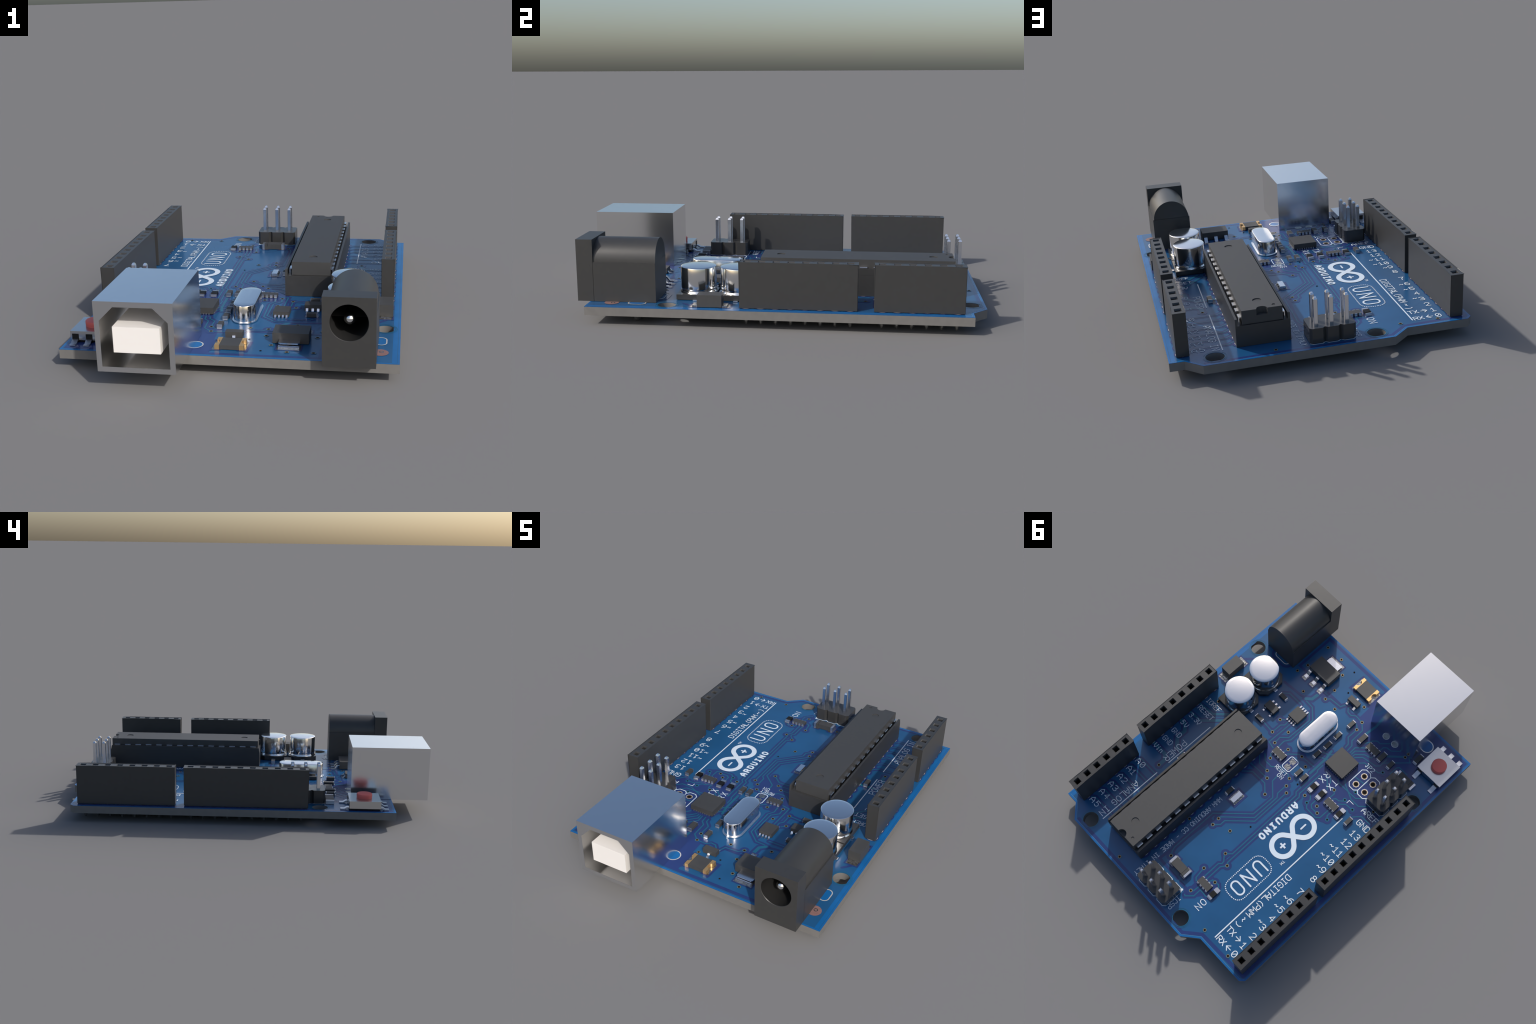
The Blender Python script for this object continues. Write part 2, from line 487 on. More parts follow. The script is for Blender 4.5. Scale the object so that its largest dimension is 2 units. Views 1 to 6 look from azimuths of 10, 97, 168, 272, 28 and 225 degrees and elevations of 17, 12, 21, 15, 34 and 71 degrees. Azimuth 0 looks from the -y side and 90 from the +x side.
pad(23.5, 25.0, 1.5, 3.75)
pad(18.3, 19.7, 1.5, 3.75)
pad(3.5, 5.4, 15.3, 19.05)
for y in (14.8, 17.1, 19.4):
    pad(10.6, 12.0, y - 0.55, y + 0.55)
pad(2.5, 5.75, 23.7, 24.9)
pad(2.5, 5.75, 27.9, 29.15)
pad(26.5, 27.65, 26.55, 27.85)
pad(28.1, 29.2, 26.55, 27.85)
pads.poly(rect(27.5, 28.2, 27.05, 27.3))
pad(39.6, 42.5, 23.9, 25.75, 0.45)
pad(58.1, 60.4, 25.5, 26.7)
pad(58.1, 60.4, 29.0, 30.15)

moat.done("mask_clearance", M_MOAT, True)
trace.done("copper_trace", M_TRACE, True)
halo.done("via_collar", M_TRACE, True)
gold.done("via_ring", M_GOLDRING, True)
hole_disc.done("dark_hole_disc", M_HOLE_DARK, True)  # flat dark discs laid on the surface in place of open holes
pads.done("solder_pad", M_TIN, True)
bare.done("copper_pad", M_COPPER, True)
bright.done("plated_ring", M_BRIGHT, True)
shield.done("shield_pad", M_RIM)

# plugs that darken the jumper holes
simple("jumper_hole_plug", M_HOLE_DARK, lambda bm: [prism(bm, ring_pts(x, y, 0.455, 16), -1.5, -1.0) for x, y in JUMPER_PADS], None, loc(0, 0, 0))["kind"] = "stuff"

# ------------------------------------------------------------------ printed lettering: a stroke font
A_ = math.pi


def arc(cx, cy, rx, ry, a0, a1, n=9):
    return [(cx + rx * math.cos(math.radians(a0 + (a1 - a0) * i / (n - 1))), cy + ry * math.sin(math.radians(a0 + (a1 - a0) * i / (n - 1)))) for i in range(n)]


def rounded(x0, x1, y0, y1, r):
    return (arc(x1 - r, y1 - r, r, r, 0, 90, 5) + arc(x0 + r, y1 - r, r, r, 90, 180, 5) + arc(x0 + r, y0 + r, r, r, 180, 270, 5) + arc(x1 - r, y0 + r, r, r, 270, 360, 5))


O_LOOP = arc(.5, .64, .5, .36, 0, 180) + arc(.5, .36, .5, .36, 180, 360) + [(1, .64)]
GLYPHS = {   # strokes in a cell one wide and one high
    "A": [[(0, 0), (0, .55), (.5, 1), (1, .55), (1, 0)], [(0, .36), (1, .36)]],
    "C": [[(1, .82)] + arc(.5, .7, .5, .3, 45, 180, 6) + arc(.5, .3, .5, .3, 180, 315, 6) + [(1, .18)]],
    "D": [[(0, 0), (0, 1), (.55, 1)] + arc(.55, .6, .45, .4, 80, 0, 4) + arc(.55, .4, .45, .4, 0, -80, 4) + [(.55, 0), (0, 0)]],
    "E": [[(1, 1), (0, 1), (0, 0), (1, 0)], [(0, .52), (.7, .52)]],
    "F": [[(1, 1), (0, 1), (0, 0)], [(0, .52), (.7, .52)]],
    "G": [[(1, .82)] + arc(.5, .7, .5, .3, 45, 180, 6) + arc(.5, .3, .5, .3, 180, 360, 9) + [(1, .48), (.5, .48)]],
    "I": [[(.5, 0), (.5, 1)], [(.18, 1), (.82, 1)], [(.18, 0), (.82, 0)]],
    "J": [[(.2, .2)] + arc(.45, .25, .25, .25, 190, 350, 6) + [(.7, 1), (.2, 1)]],
    "L": [[(0, 1), (0, 0), (1, 0)]],
    "M": [[(0, 0), (0, 1), (.5, .45), (1, 1), (1, 0)]],
    "N": [[(0, 0), (0, 1), (1, 0), (1, 1)]],
    "O": [O_LOOP],
    "P": [[(0, 0), (0, 1), (.65, 1)] + arc(.65, .73, .35, .27, 80, -80, 7) + [(.65, .46), (0, .46)]],
    "R": [[(0, 0), (0, 1), (.65, 1)] + arc(.65, .73, .35, .27, 80, -80, 7) + [(.65, .46), (0, .46)], [(.5, .46), (1, 0)]],
    "S": [[(1, .85)] + arc(.5, .76, .5, .24, 40, 180, 6) + arc(.5, .52, .5, .06, 200, 250, 3) + arc(.5, .26, .5, .26, 70, -60, 7) + arc(.5, .24, .5, .24, 260, 215, 4) + [(0, .14)]],
    "T": [[(.5, 0), (.5, 1)], [(0, 1), (1, 1)]],
    "U": [[(0, 1), (0, .3)] + arc(.5, .3, .5, .3, 190, 350, 9) + [(1, .3), (1, 1)]],
    "V": [[(0, 1), (0, .45), (.5, 0), (1, .45), (1, 1)]],
    "W": [[(0, 1), (0, 0), (.5, .55), (1, 0), (1, 1)]],
    "X": [[(0, 0), (1, 1)], [(0, 1), (1, 0)]],
    "Y": [[(0, 1), (.5, .5), (1, 1)], [(.5, .5), (.5, 0)]],
    "i": [[(.5, 0), (.5, .6), (.3, .6)], [(.25, 0), (.75, 0)], [(.5, .85), (.5, .9)]],
    "n": [[(.05, 0), (.05, .62), (.6, .62)] + arc(.6, .4, .3, .22, 70, 0, 4) + [(.9, 0)]],
    "0": [O_LOOP, [(.1, .2), (.9, .8)]],
    "1": [[(.1, .72), (.5, 1), (.5, 0)], [(.1, 0), (.9, 0)]],
    "2": [[(0, .8)] + arc(.5, .73, .5, .27, 150, -20, 8) + [(0, 0), (1, 0)]],
    "3": [[(0, .86)] + arc(.5, .76, .46, .24, 140, -80, 8) + [(.35, .52)], [(.5, .52)] + arc(.5, .26, .5, .26, 80, -140, 9) + [(0, .12)]],
    "4": [[(.75, 0), (.75, 1), (0, .34), (1, .34)]],
    "5": [[(.95, 1), (.08, 1), (.05, .55)] + arc(.45, .34, .5, .34, 110, -140, 10) + [(0, .1)]],
    "6": [[(.9, 1)] + arc(.62, .38, .62, .6, 110, 180, 5) + arc(.5, .32, .5, .32, 180, 500, 14)],
    "7": [[(0, 1), (1, 1), (.45, .45), (.38, 0)]],
    "8": [arc(.5, .76, .4, .24, -90, 270, 15), arc(.5, .27, .5, .27, 90, 450, 17)],
    "9": [[(.1, 0)] + arc(.38, .62, .62, .6, -70, 0, 5) + arc(.5, .68, .5, .32, 0, 320, 14)],
    ".": [[(.4, .04), (.5, .04)]],
    "-": [[(.1, .48), (.9, .48)]],
    "~": [[(0, .40), (.25, .62), (.7, .38), (1, .62)]],
    "(": [[(.75, 1.05), (.4, .75), (.4, .25), (.75, -.05)]],
    ")": [[(.25, 1.05), (.6, .75), (.6, .25), (.25, -.05)]],
    ">": [[(0, .5), (1, .5)], [(.45, 1), (1, .5), (.45, 0)]],
    "<": [[(0, .5), (1, .5)], [(.55, 1), (0, .5), (.55, 0)]],
    " ": [],
}
INK_Z = 0.066


def lettering(s, first, last, h, turned=False, w=0.17, width=0.68, wide=None, name="printed_label"):
    """Spread the characters evenly from the centre of the first to the centre of the last."""
    film = Film(INK_Z)
    n = len(s)
    for i, ch in enumerate(s):
        t = i / max(1, n - 1)
        cx, cy = first[0] + (last[0] - first[0]) * t, first[1] + (last[1] - first[1]) * t
        cw = wide or width * h
        for st in GLYPHS[ch]:
            pts = []
            for gx, gy in st:
                u, v = (gx - .5) * cw, (gy - .5) * h
                pts.append((cx - v, cy + u) if turned else (cx + u, cy + v))
            if math.dist(pts[0], pts[-1]) < 1e-3 and w < 0.3:
                film.line(pts[:-1], w, closed=True)
            elif w >= 0.3:
                for a, b in zip(pts, pts[1:]):
                    film.line([a, b], w)
            else:
                film.line(pts, w)
    return film.done(name, M_INK)


def column(s, x, y0, y1, h=1.15, **k):
    return lettering(s, (x, y0), (x, y1), h, True, **k)


DIG = dict(wide=0.72)
column("AREF", 23.75, 45.15, 48.35, wide=0.78)
column("GND", 26.3, 46.2, 48.45, wide=0.82, h=1.3)
for s, x, y0 in (("13", 28.9, 46.9), ("12", 31.4, 46.9), ("11", 33.95, 46.98), ("10", 36.45, 46.95)):
    column(s, x, y0, 48.15, h=1.3, wide=0.82)
for s, x in (("9", 38.78), ("8", 41.4), ("7", 45.25), ("6", 47.97), ("5", 50.5), ("4", 52.95), ("3", 55.5), ("2", 58.1), ("1", 60.7), ("0", 63.1)):
    column(s, x, 48.17, 48.17, h=1.3, wide=0.9)
for x, y in ((33.9, 45.75), (36.5, 45.75), (38.9, 47.0), (48.1, 46.95), (50.6, 46.9), (55.05, 46.95)):
    column("~", x, y, y, h=1.1, wide=0.75)
for s, x in (("TX>", 60.55), ("RX<", 63.15)):
    column(s[:2], x, 43.95, 44.95, h=1.15, wide=0.78)
    column(s[2], x, 46.48, 46.48, h=1.2, wide=1.15)
lettering("DIGITAL(PWM", (45.0, 44.43), (55.6, 44.43), 1.25, wide=0.82)
lettering("~", (57.2, 44.42), (57.2, 44.42), 1.2, wide=0.9)
lettering(")", (58.75, 44.4), (58.75, 44.4), 1.25, wide=0.9)
for s, x, y1 in (("A0", 50.55, 5.87), ("A1", 53.02, 5.75), ("A2", 55.56, 5.9), ("A3", 58.03, 5.9), ("A4", 60.45, 6.0), ("A5", 62.97, 5.94)):
    column(s, x, 4.57, y1, h=1.2, wide=0.85, w=0.14)
lettering("ANALOG", (54.35, 8.1), (60.15, 8.1), 1.25, wide=0.82, w=0.14)
lettering("IN", (62.2, 8.1), (63.4, 8.1), 1.25, wide=0.82, w=0.14)
for s, x, y1 in (("IOREF", 30.5, 7.65), ("RESET", 32.9, 7.95), ("3.3V", 35.5, 6.83), ("5V", 37.9, 5.45), ("GND", 40.5, 6.2), ("GND", 43.05, 6.2), ("Vin", 45.55, 6.15)):
    column(s, x, 4.42, y1, h=1.08, wide=0.6, w=0.13)
lettering("POWER", (41.05, 8.15), (45.85, 8.15), 1.3, wide=0.85, w=0.14)
lettering("WWW.ARDUINO.CC", (43.88, 22.74), (53.9, 22.72), 0.95, wide=0.58, w=0.12)
lettering("- MADE IN ITALY", (55.47, 22.7), (66.6, 22.65), 0.95, wide=0.58, w=0.12)
column("RESET", 30.2, 25.6, 28.1, h=0.85, wide=0.42, w=0.11)
column("ON", 31.22, 27.25, 28.05, h=0.85, wide=0.48, w=0.11)
column("JP2", 16.2, 38.55, 40.2, h=0.95, wide=0.58, w=0.13)
lettering("RX", (23.9, 34.25), (25.3, 34.25), 1.3, wide=0.8, w=0.15)
lettering("TX", (23.95, 36.55), (25.3, 36.55), 1.3, wide=0.8, w=0.15)
lettering("L", (24.8, 42.0), (24.8, 42.0), 1.15, wide=0.75, w=0.14)
lettering("ICSP", (63.8, 32.32), (66.25, 32.35), 1.0, wide=0.58, w=0.12)
lettering("ON", (60.7, 36.36), (62.05, 36.36), 1.3, wide=0.85, w=0.16)
lettering("TM", (43.4, 41.4), (43.95, 41.4), 0.5, wide=0.38, w=0.10)
# model badge in its dotted frame
lettering("U", (47.75, 38.97), (47.75, 38.97), 3.1, wide=1.72, w=0.34)
lettering("N", (50.78, 38.97), (50.78, 38.97), 3.1, wide=1.72, w=0.34)
badge = Film(INK_Z)
badge.line(rounded(52.9, 54.62, 37.42, 40.52, 0.82), 0.34, closed=True)
badge.done("printed_label", M_INK)
dots = Film(INK_Z)
frame = rounded(45.68, 55.9, 36.55, 41.35, 1.75)
frame.append(frame[0])
step, carry = 0.405, 0.0
for (ax, ay), (bx_, by_) in zip(frame, frame[1:]):
    d = math.hypot(bx_ - ax, by_ - ay)
    t = carry
    while t < d:
        dots.disc(ax + (bx_ - ax) * t / d, ay + (by_ - ay) * t / d, 0.125, 12)
        t += step
    carry = t - d
dots.done("printed_dotted_frame", M_INK)
# wordmark in heavy strokes and the looped sign above it
lettering("ARDU", (33.42, 34.5), (38.1, 34.5), 1.2, wide=0.82, w=0.38, name="printed_wordmark")
lettering("INO", (39.72, 34.5), (42.85, 34.5), 1.2, wide=0.82, w=0.38, name="printed_wordmark")
sign = Film(INK_Z)
CX, CY, LOBE, RAD = 38.26, 38.9, 2.91, 2.29
half = math.acos(RAD / LOBE)
for side in (-1, 1):
    c = CX + side * LOBE
    pts = [(CX, CY)] + [(c + side * -RAD * math.cos(a), CY + RAD * math.sin(a)) for a in [half + (2 * math.pi - 2 * half) * i / 40 for i in range(41)]]
    sign.line(pts, 1.03, closed=True)
sign.line([(34.7, 38.9), (36.0, 38.9)], 0.34)
sign.line([(40.47, 38.9), (41.87, 38.9)], 0.38, cap=False)
sign.line([(41.17, 38.2), (41.17, 39.6)], 0.38, cap=False)
sign.done("printed_sign", M_INK)
# rules and component outlines
rules = Film(INK_Z)
rules.line([(28.3, 43.15), (63.6, 43.12)], 0.24)
rules.line([(49.5, 9.25), (64.1, 9.22)], 0.2)
rules.line([(34.5, 9.3), (46.2, 9.27)], 0.2)
rules.line(cut_rect(17.05, 22.2, 38.52, 41.04, 0.65), 0.17, closed=True)
rules.line([(17.6, 41.05), (17.0, 41.67), (17.0, 42.98), (17.6, 43.6), (21.5, 43.63), (22.17, 42.98), (22.17, 41.6), (21.6, 41.05)], 0.17)
rules.line(rounded(26.25, 29.4, 26.12, 28.25, 0.5), 0.16, closed=True)
for x, side in ((62.05, 1), (67.1, -1)):
    zig = []
    for c in (25.0, 27.7, 30.4):
        zig += [(x + side * 0.45, c - 1.32), (x, c - 0.8), (x, c + 0.8), (x + side * 0.45, c + 1.32)]
    rules.line(zig, 0.13)
rules.line([(62.5, 31.75), (66.6, 31.75)], 0.13)
rules.disc(62.1, 31.52, 0.24)
for y, side in ((43.6, 1), (48.55, -1)):
    zig = []
    for c in (15.45, 18.15, 20.88):
        zig += [(c - 1.32, y + side * 0.45), (c - 0.8, y), (c + 0.8, y), (c + 1.32, y + side * 0.45)]
    rules.line(zig, 0.13)
rules.line([(22.35, 44.1), (22.35, 48.1)], 0.13)
rules.done("printed_line", M_INK)

# ------------------------------------------------------------------ USB port
def usb_shell(bm):
    x0, x1, y0, y1, z0, z1 = -7.53, 8.55, 32.18, 44.2, 0.05, 11.13
    prism(bm, rect(x0, x1, y0, y1), z0, z1)
    front = [f for f in bm.faces if all(abs(v.co.y - x0 * S) < 1e-6 for v in f.verts)][0]
    bm.faces.remove(front)
    outer = [(y0, z0), (y1, z0), (y1, z1), (y0, z1)]
    mouth = [(33.0, 0.86), (43.42, 0.86), (43.42, 8.08), (41.2, 10.28), (35.2, 10.28), (33.0, 8.08)]
    ov = [min(bm.verts, key=lambda v: (v.co - rel(x0, y, z)).length) for y, z in outer]
    mv = [bm.verts.new(rel(x0, y, z)) for y, z in mouth]
    bv = [bm.verts.new(rel(4.6, y, z)) for y, z in mouth]
    bm.faces.new((ov[0], ov[1], mv[1], mv[0]))
    bm.faces.new((ov[1], ov[2], mv[3], mv[2], mv[1]))
    bm.faces.new((ov[2], ov[3], mv[4], mv[3]))
    bm.faces.new((ov[3], ov[0], mv[0], mv[5], mv[4]))
    for i in range(6):
        j = (i + 1) % 6
        bm.faces.new((mv[i], mv[j], bv[j], bv[i]))
    bm.faces.new(bv)
    es = [e for e in bm.edges if len(e.link_faces) == 2 and e.calc_face_angle(0) > 0.4 and not any(v in bv for v in e.verts)]
    bmesh.ops.bevel(bm, geom=es, offset=0.07 * S, segments=2, affect="EDGES", clamp_overlap=True)


usb = simple("usb_port", M_SHELL, usb_shell, None, loc(0, 0, 0), 25)
simple("contact_tongue", M_WHITE, lambda bm: box(bm, -7.05, 4.5, 34.45, 41.65, 3.0, 7.05, 0.5, segs=1), usb)

# ------------------------------------------------------------------ power jack
JY, JZ = 7.38, 7.08


def jack_body(bm):
    box(bm, 0.7, 11.82, JY - 3.97, JY + 3.97, 0.05, 7.05, 0.06)
    bmesh.ops.delete(bm, geom=[f for f in bm.faces if all(abs(v.co.y - 0.7 * S) < 1e-6 for v in f.verts)], context="FACES_ONLY")
    # barrel
    prof = [(JY + 3.78 * math.cos(a), 7.0 + 3.89 * math.sin(a)) for a in [math.pi * i / 28 for i in range(29)]]
    a = [bm.verts.new(rel(0.6, y, z)) for y, z in prof]
    b = [bm.verts.new(rel(11.82, y, z)) for y, z in prof]
    for i in range(28):
        bm.faces.new((a[i], a[i + 1], b[i + 1], b[i]))
    bm.faces.new(b)
    # square flange with a round mouth
    x0, x1, h = -2.18, 0.75, 3.97
    corners = [(JY - h, 0.05), (JY + h, 0.05), (JY + h, 11.04), (JY - h, 11.04)]
    f = [bm.verts.new(rel(x0, y, z)) for y, z in corners]
    k = [bm.verts.new(rel(x1, y, z)) for y, z in corners]
    for i in range(4):
        j = (i + 1) % 4
        bm.faces.new((f[i], f[j], k[j], k[i]))
    n, r = 48, 2.9
    hole = [(JY + r * math.cos(t), JZ + r * math.sin(t)) for t in [2 * math.pi * (i + 0.5) / n - 0.75 * math.pi for i in range(n)]]
    rim_v = [bm.verts.new(rel(x0, y, z)) for y, z in hole]
    lip = [bm.verts.new(rel(x0 + 0.08, JY + (y - JY) * 0.98, JZ + (z - JZ) * 0.98)) for y, z in hole]
    back = [bm.verts.new(rel(x1, y, z)) for y, z in hole]
    q = n // 4
    for c in range(4):
        seg = [rim_v[(c * q + i) % n] for i in range(q)]
        nxt = rim_v[((c + 1) * q) % n]
        bm.faces.new([f[c], f[(c + 1) % 4], nxt, *seg[::-1]])
        bseg = [back[(c * q + i) % n] for i in range(q)]
        bm.faces.new([k[c], k[(c + 1) % 4], back[((c + 1) * q) % n], *bseg[::-1]])
    for i in range(n):
        j = (i + 1) % n
        bm.faces.new((rim_v[i], rim_v[j], lip[j], lip[i]))


jack = simple("power_jack", M_BLACK, jack_body, None, loc(0, 0, 0), 30)


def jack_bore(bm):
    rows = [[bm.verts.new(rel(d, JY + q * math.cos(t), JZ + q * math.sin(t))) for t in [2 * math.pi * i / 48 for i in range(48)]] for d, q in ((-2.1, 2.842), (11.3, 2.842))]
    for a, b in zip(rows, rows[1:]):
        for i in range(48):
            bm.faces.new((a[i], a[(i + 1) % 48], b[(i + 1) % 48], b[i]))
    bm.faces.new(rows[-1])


simple("shaded_bore_wall", M_BORE_SHADE, jack_bore, jack)  # inner wall of the jack, coloured dark to carry its shade


def jack_pin(bm):
    prof = [(0.0, -0.95)] + [(0.95 * math.sin(q), -0.95 * math.cos(q)) for q in [0.314 * k for k in range(1, 6)]] + [(0.95, 11.0)]
    rows = [[bm.verts.new(rel(d, JY + r * math.cos(t), JZ + r * math.sin(t))) for t in [2 * math.pi * i / 24 for i in range(24)]] if r else [bm.verts.new(rel(d, JY, JZ))] for r, d in prof]
    for i in range(24):
        bm.faces.new((rows[0][0], rows[1][i], rows[1][(i + 1) % 24]))
    for a, b in zip(rows[1:], rows[2:]):
        for i in range(24):
            bm.faces.new((a[i], a[(i + 1) % 24], b[(i + 1) % 24], b[i]))


simple("center_pin", M_CAN, jack_pin, jack)

# ------------------------------------------------------------------ socket headers
def socket_header(x0, x1, n, cy, hw=1.1):
    y0, y1, z0, z1 = cy - hw, cy + hw, 0.06, 8.03
    p = (x1 - x0) / n
    bm, cm = bmesh.new(), bmesh.new()
    V = lambda x, y, z: bm.verts.new(rel(x, y, z))
    for i in range(n):
        a, b = x0 + i * p, x0 + (i + 1) * p
        c = (a + b) / 2
        ro, ri, dz, deep = 0.60, 0.46, 0.30, 4.5
        o = [V(x, y, z1) for x, y in rect(a, b, y0, y1)]
        h = [V(x, y, z1) for x, y in rect(c - ro, c + ro, cy - ro, cy + ro)]
        for k in range(4):
            bm.faces.new((o[k], o[(k + 1) % 4], h[(k + 1) % 4], h[k]))
        s0 = [V(x, y, z1 - dz) for x, y in rect(c - ri, c + ri, cy - ri, cy + ri)]
        s1 = [V(x, y, z1 - deep) for x, y in rect(c - ri, c + ri, cy - ri, cy + ri)]
        for k in range(4):
            j = (k + 1) % 4
            bm.faces.new((s0[k], s0[j], s1[j], s1[k]))
        bm.faces.new(s1)
        f0 = [cm.verts.new(rel(x, y, z1)) for x, y in rect(c - ro, c + ro, cy - ro, cy + ro)]
        f1 = [cm.verts.new(rel(x, y, z1 - dz)) for x, y in rect(c - ri, c + ri, cy - ri, cy + ri)]
        for k in range(4):
            j = (k + 1) % 4
            cm.faces.new((f0[k], f0[j], f1[j], f1[k]))
        lo = [V(x, y, z0) for x, y in rect(a, b, y0, y1)]
        bm.faces.new((o[0], o[1], lo[1], lo[0]))
        bm.faces.new((o[2], o[3], lo[3], lo[2]))
        bm.faces.new(lo)
        if i == 0:
            bm.faces.new((o[3], o[0], lo[0], lo[3]))
        if i == n - 1:
            bm.faces.new((o[1], o[2], lo[2], lo[1]))
    bmesh.ops.remove_doubles(bm, verts=bm.verts, dist=1e-6)
    es = [e for e in bm.edges if len(e.link_faces) == 2 and e.calc_face_angle(0) > 1.2 and
          all(abs(abs(-v.co.x / S - cy) - hw) < 1e-3 or min(abs(v.co.y / S - x0), abs(v.co.y / S - x1)) < 1e-3 for v in e.verts)]
    bmesh.ops.bevel(bm, geom=es, offset=0.07 * S, segments=2, affect="EDGES", clamp_overlap=True)
    hd = link("socket_header", to_mesh(bm, "socket_header", M_BLACK, 25), None, loc(0, 0, 0))
    link("socket_funnel", to_mesh(cm, "socket_funnel", M_FUNNEL, 60), hd)["kind"] = "stuff"  # slanted plastic mouths of the holes, not metal contacts


socket_header(26.75, 46.77, 8, 2.5)
socket_header(49.5, 64.5, 6, 2.5)
socket_header(17.62, 42.80, 10, 50.92, 1.18)
socket_header(44.64, 64.62, 8, 50.92, 1.18)

# ------------------------------------------------------------------ pin headers
def pin_mesh():
    bm = bmesh.new()
    r, t = 0.36, 0.19
    rows = [[bm.verts.new(rel(x, y, z)) for x, y in rect(-q, q, -q, q)] for q, z in ((r, 1.0), (r, 7.72), (t, 8.05))]
    for a, b in zip(rows, rows[1:]):
        for i in range(4):
            bm.faces.new((a[i], a[(i + 1) % 4], b[(i + 1) % 4], b[i]))
    bm.faces.new(rows[-1])
    bm.faces.new(rows[0][::-1])
    es = [e for e in bm.edges if abs(e.verts[0].co.z - e.verts[1].co.z) > 0.01]
    bmesh.ops.bevel(bm, geom=es, offset=0.06 * S, segments=1, affect="EDGES")
    return to_mesh(bm, "pin", M_LEAD, 20)


PIN = pin_mesh()


def cell_outline(cells, half, cut, along_y):
    """Row of octagonal cells seen from above, joined into one outline with V grooves."""
    pts = []
    a0, a1 = -half, half
    for c, p in cells:
        pts += [(a0 + cut, c - p), (a0, c - p + cut), (a0, c + p - cut), (a0 + cut, c + p)]
    for c, p in cells[::-1]:
        pts += [(a1 - cut, c + p), (a1, c + p - cut), (a1, c - p + cut), (a1 - cut, c - p)]
    pts = [q for i, q in enumerate(pts) if math.hypot(q[0] - pts[i - 1][0], q[1] - pts[i - 1][1]) > 1e-4]
    return pts if along_y else [(y, x) for x, y in pts]


def pin_header(cx, cy, along_y):
    pitch, gap = 2.71, 1.06
    bm = bmesh.new()
    cells = [(k * pitch, pitch / 2) for k in (-1, 0, 1)]
    out = cell_outline(cells, 2.33, 0.42, along_y)
    prism(bm, out, 0.12, 2.85, 0.12, 2)
    hd = link("pin_header", to_mesh(bm, "pin_header", M_GLOSSBLACK, 30), None, loc(cx, cy, 0))
    for k in (-1, 0, 1):
        for g in (-gap, gap):
            link("pin", PIN, hd, rel(g, k * pitch) if along_y else rel(k * pitch, g))


pin_header(64.57, 27.72, True)
pin_header(18.17, 46.08, False)

# ------------------------------------------------------------------ socketed chip
def chip_socket(bm):
    box(bm, 28.63, 63.98, 11.65, 21.1, 0.05, 3.92, 0.05)
    for y0, y1, s in ((11.65, 12.05, 1), (20.7, 21.1, -1)):
        sec = [(28.66, 3.9), (63.94, 3.9), (63.7, 5.05), (28.8, 5.05)]
        a = [bm.verts.new(rel(x, y0, z)) for x, z in sec]
        b = [bm.verts.new(rel(x, y1, z)) for x, z in sec]
        for i in range(4):
            bm.faces.new((a[i], a[(i + 1) % 4], b[(i + 1) % 4], b[i]))
        bm.faces.new(a)
        bm.faces.new(b)


simple("chip_socket", M_BLACK, chip_socket, None, loc(0, 0, 0))


def microchip_mesh():
    """Moulded body with an end notch and round mould marks sunk into the top."""
    x0, x1, y0, y1, z0, z1 = 29.05, 63.75, 12.85, 19.88, 3.98, 6.48
    ny, nr = 16.35, 0.95
    cu_top = [(x0, y0), (x1, y0), (x1, ny - nr)] + ring_pts(x1, ny, nr, 17, -math.pi / 2, -1.5 * math.pi, True)[1:-1] + [(x1, ny + nr), (x1, y1), (x0, y1)]
    bm = bmesh.new()
    zf = 5.35
    prism(bm, cu_top, zf, z1)
    bm.faces.remove([f for f in bm.faces if f.normal.length >= 0 and all(abs(v.co.z - zf * S) < 1e-6 for v in f.verts)][0])
    prism(bm, rect(x0, x1, y0, y1), z0, zf - 0.001)
    me = to_mesh(bm, "microchip", M_CHIP, 30)
    return me


chip = link("microchip", microchip_mesh(), None, loc(0, 0, 0))
# round mould marks: cut with a boolean and applied
cutter_bm = bmesh.new()
for x, y, r, d in ((60.11, 16.25, 0.78, 0.14), (32.45, 16.33, 0.78, 0.14), (62.74, 18.55, 0.3, 0.12)):
    prism(cutter_bm, ring_pts(x, y, r, 32), 6.48 - d, 7.0)
cutter = link("mark_cutter", to_mesh(cutter_bm, "mark_cutter", M_CHIP), None, loc(0, 0, 0))
mod = chip.modifiers.new("marks", "BOOLEAN")
mod.object, mod.operation, mod.solver = cutter, "DIFFERENCE", "EXACT"
bpy.context.view_layer.update()
new = bpy.data.meshes.new_from_object(chip.evaluated_get(bpy.context.evaluated_depsgraph_get()))
chip.modifiers.clear()
chip.data = new
new.set_sharp_from_angle(angle=math.radians(30))
bpy.data.objects.remove(cutter)


def leg_mesh():
    bm = bmesh.new()
    sec = [(0.0, 4.98), (0.0, 5.2), (0.47, 5.2), (0.52, 5.14), (0.52, 3.9), (0.36, 3.9), (0.36, 4.98)]
    a = [bm.verts.new(rel(-0.67, y, z)) for y, z in sec]
    b = [bm.verts.new(rel(0.67, y, z)) for y, z in sec]
    n = len(sec)
    for i in range(n):
        bm.faces.new((a[i], a[(i + 1) % n], b[(i + 1) % n], b[i]))
    bm.faces.new(a[::-1])
    bm.faces.new(b)
    return to_mesh(bm, "leg", M_LEAD, 30)


LEG = leg_mesh()
for x in LEG_X:
    link("leg", LEG, chip, rel(x, 19.86))
    o = link("leg", LEG, chip, rel(x, 12.87))
    o.rotation_euler = (0, 0, math.pi)

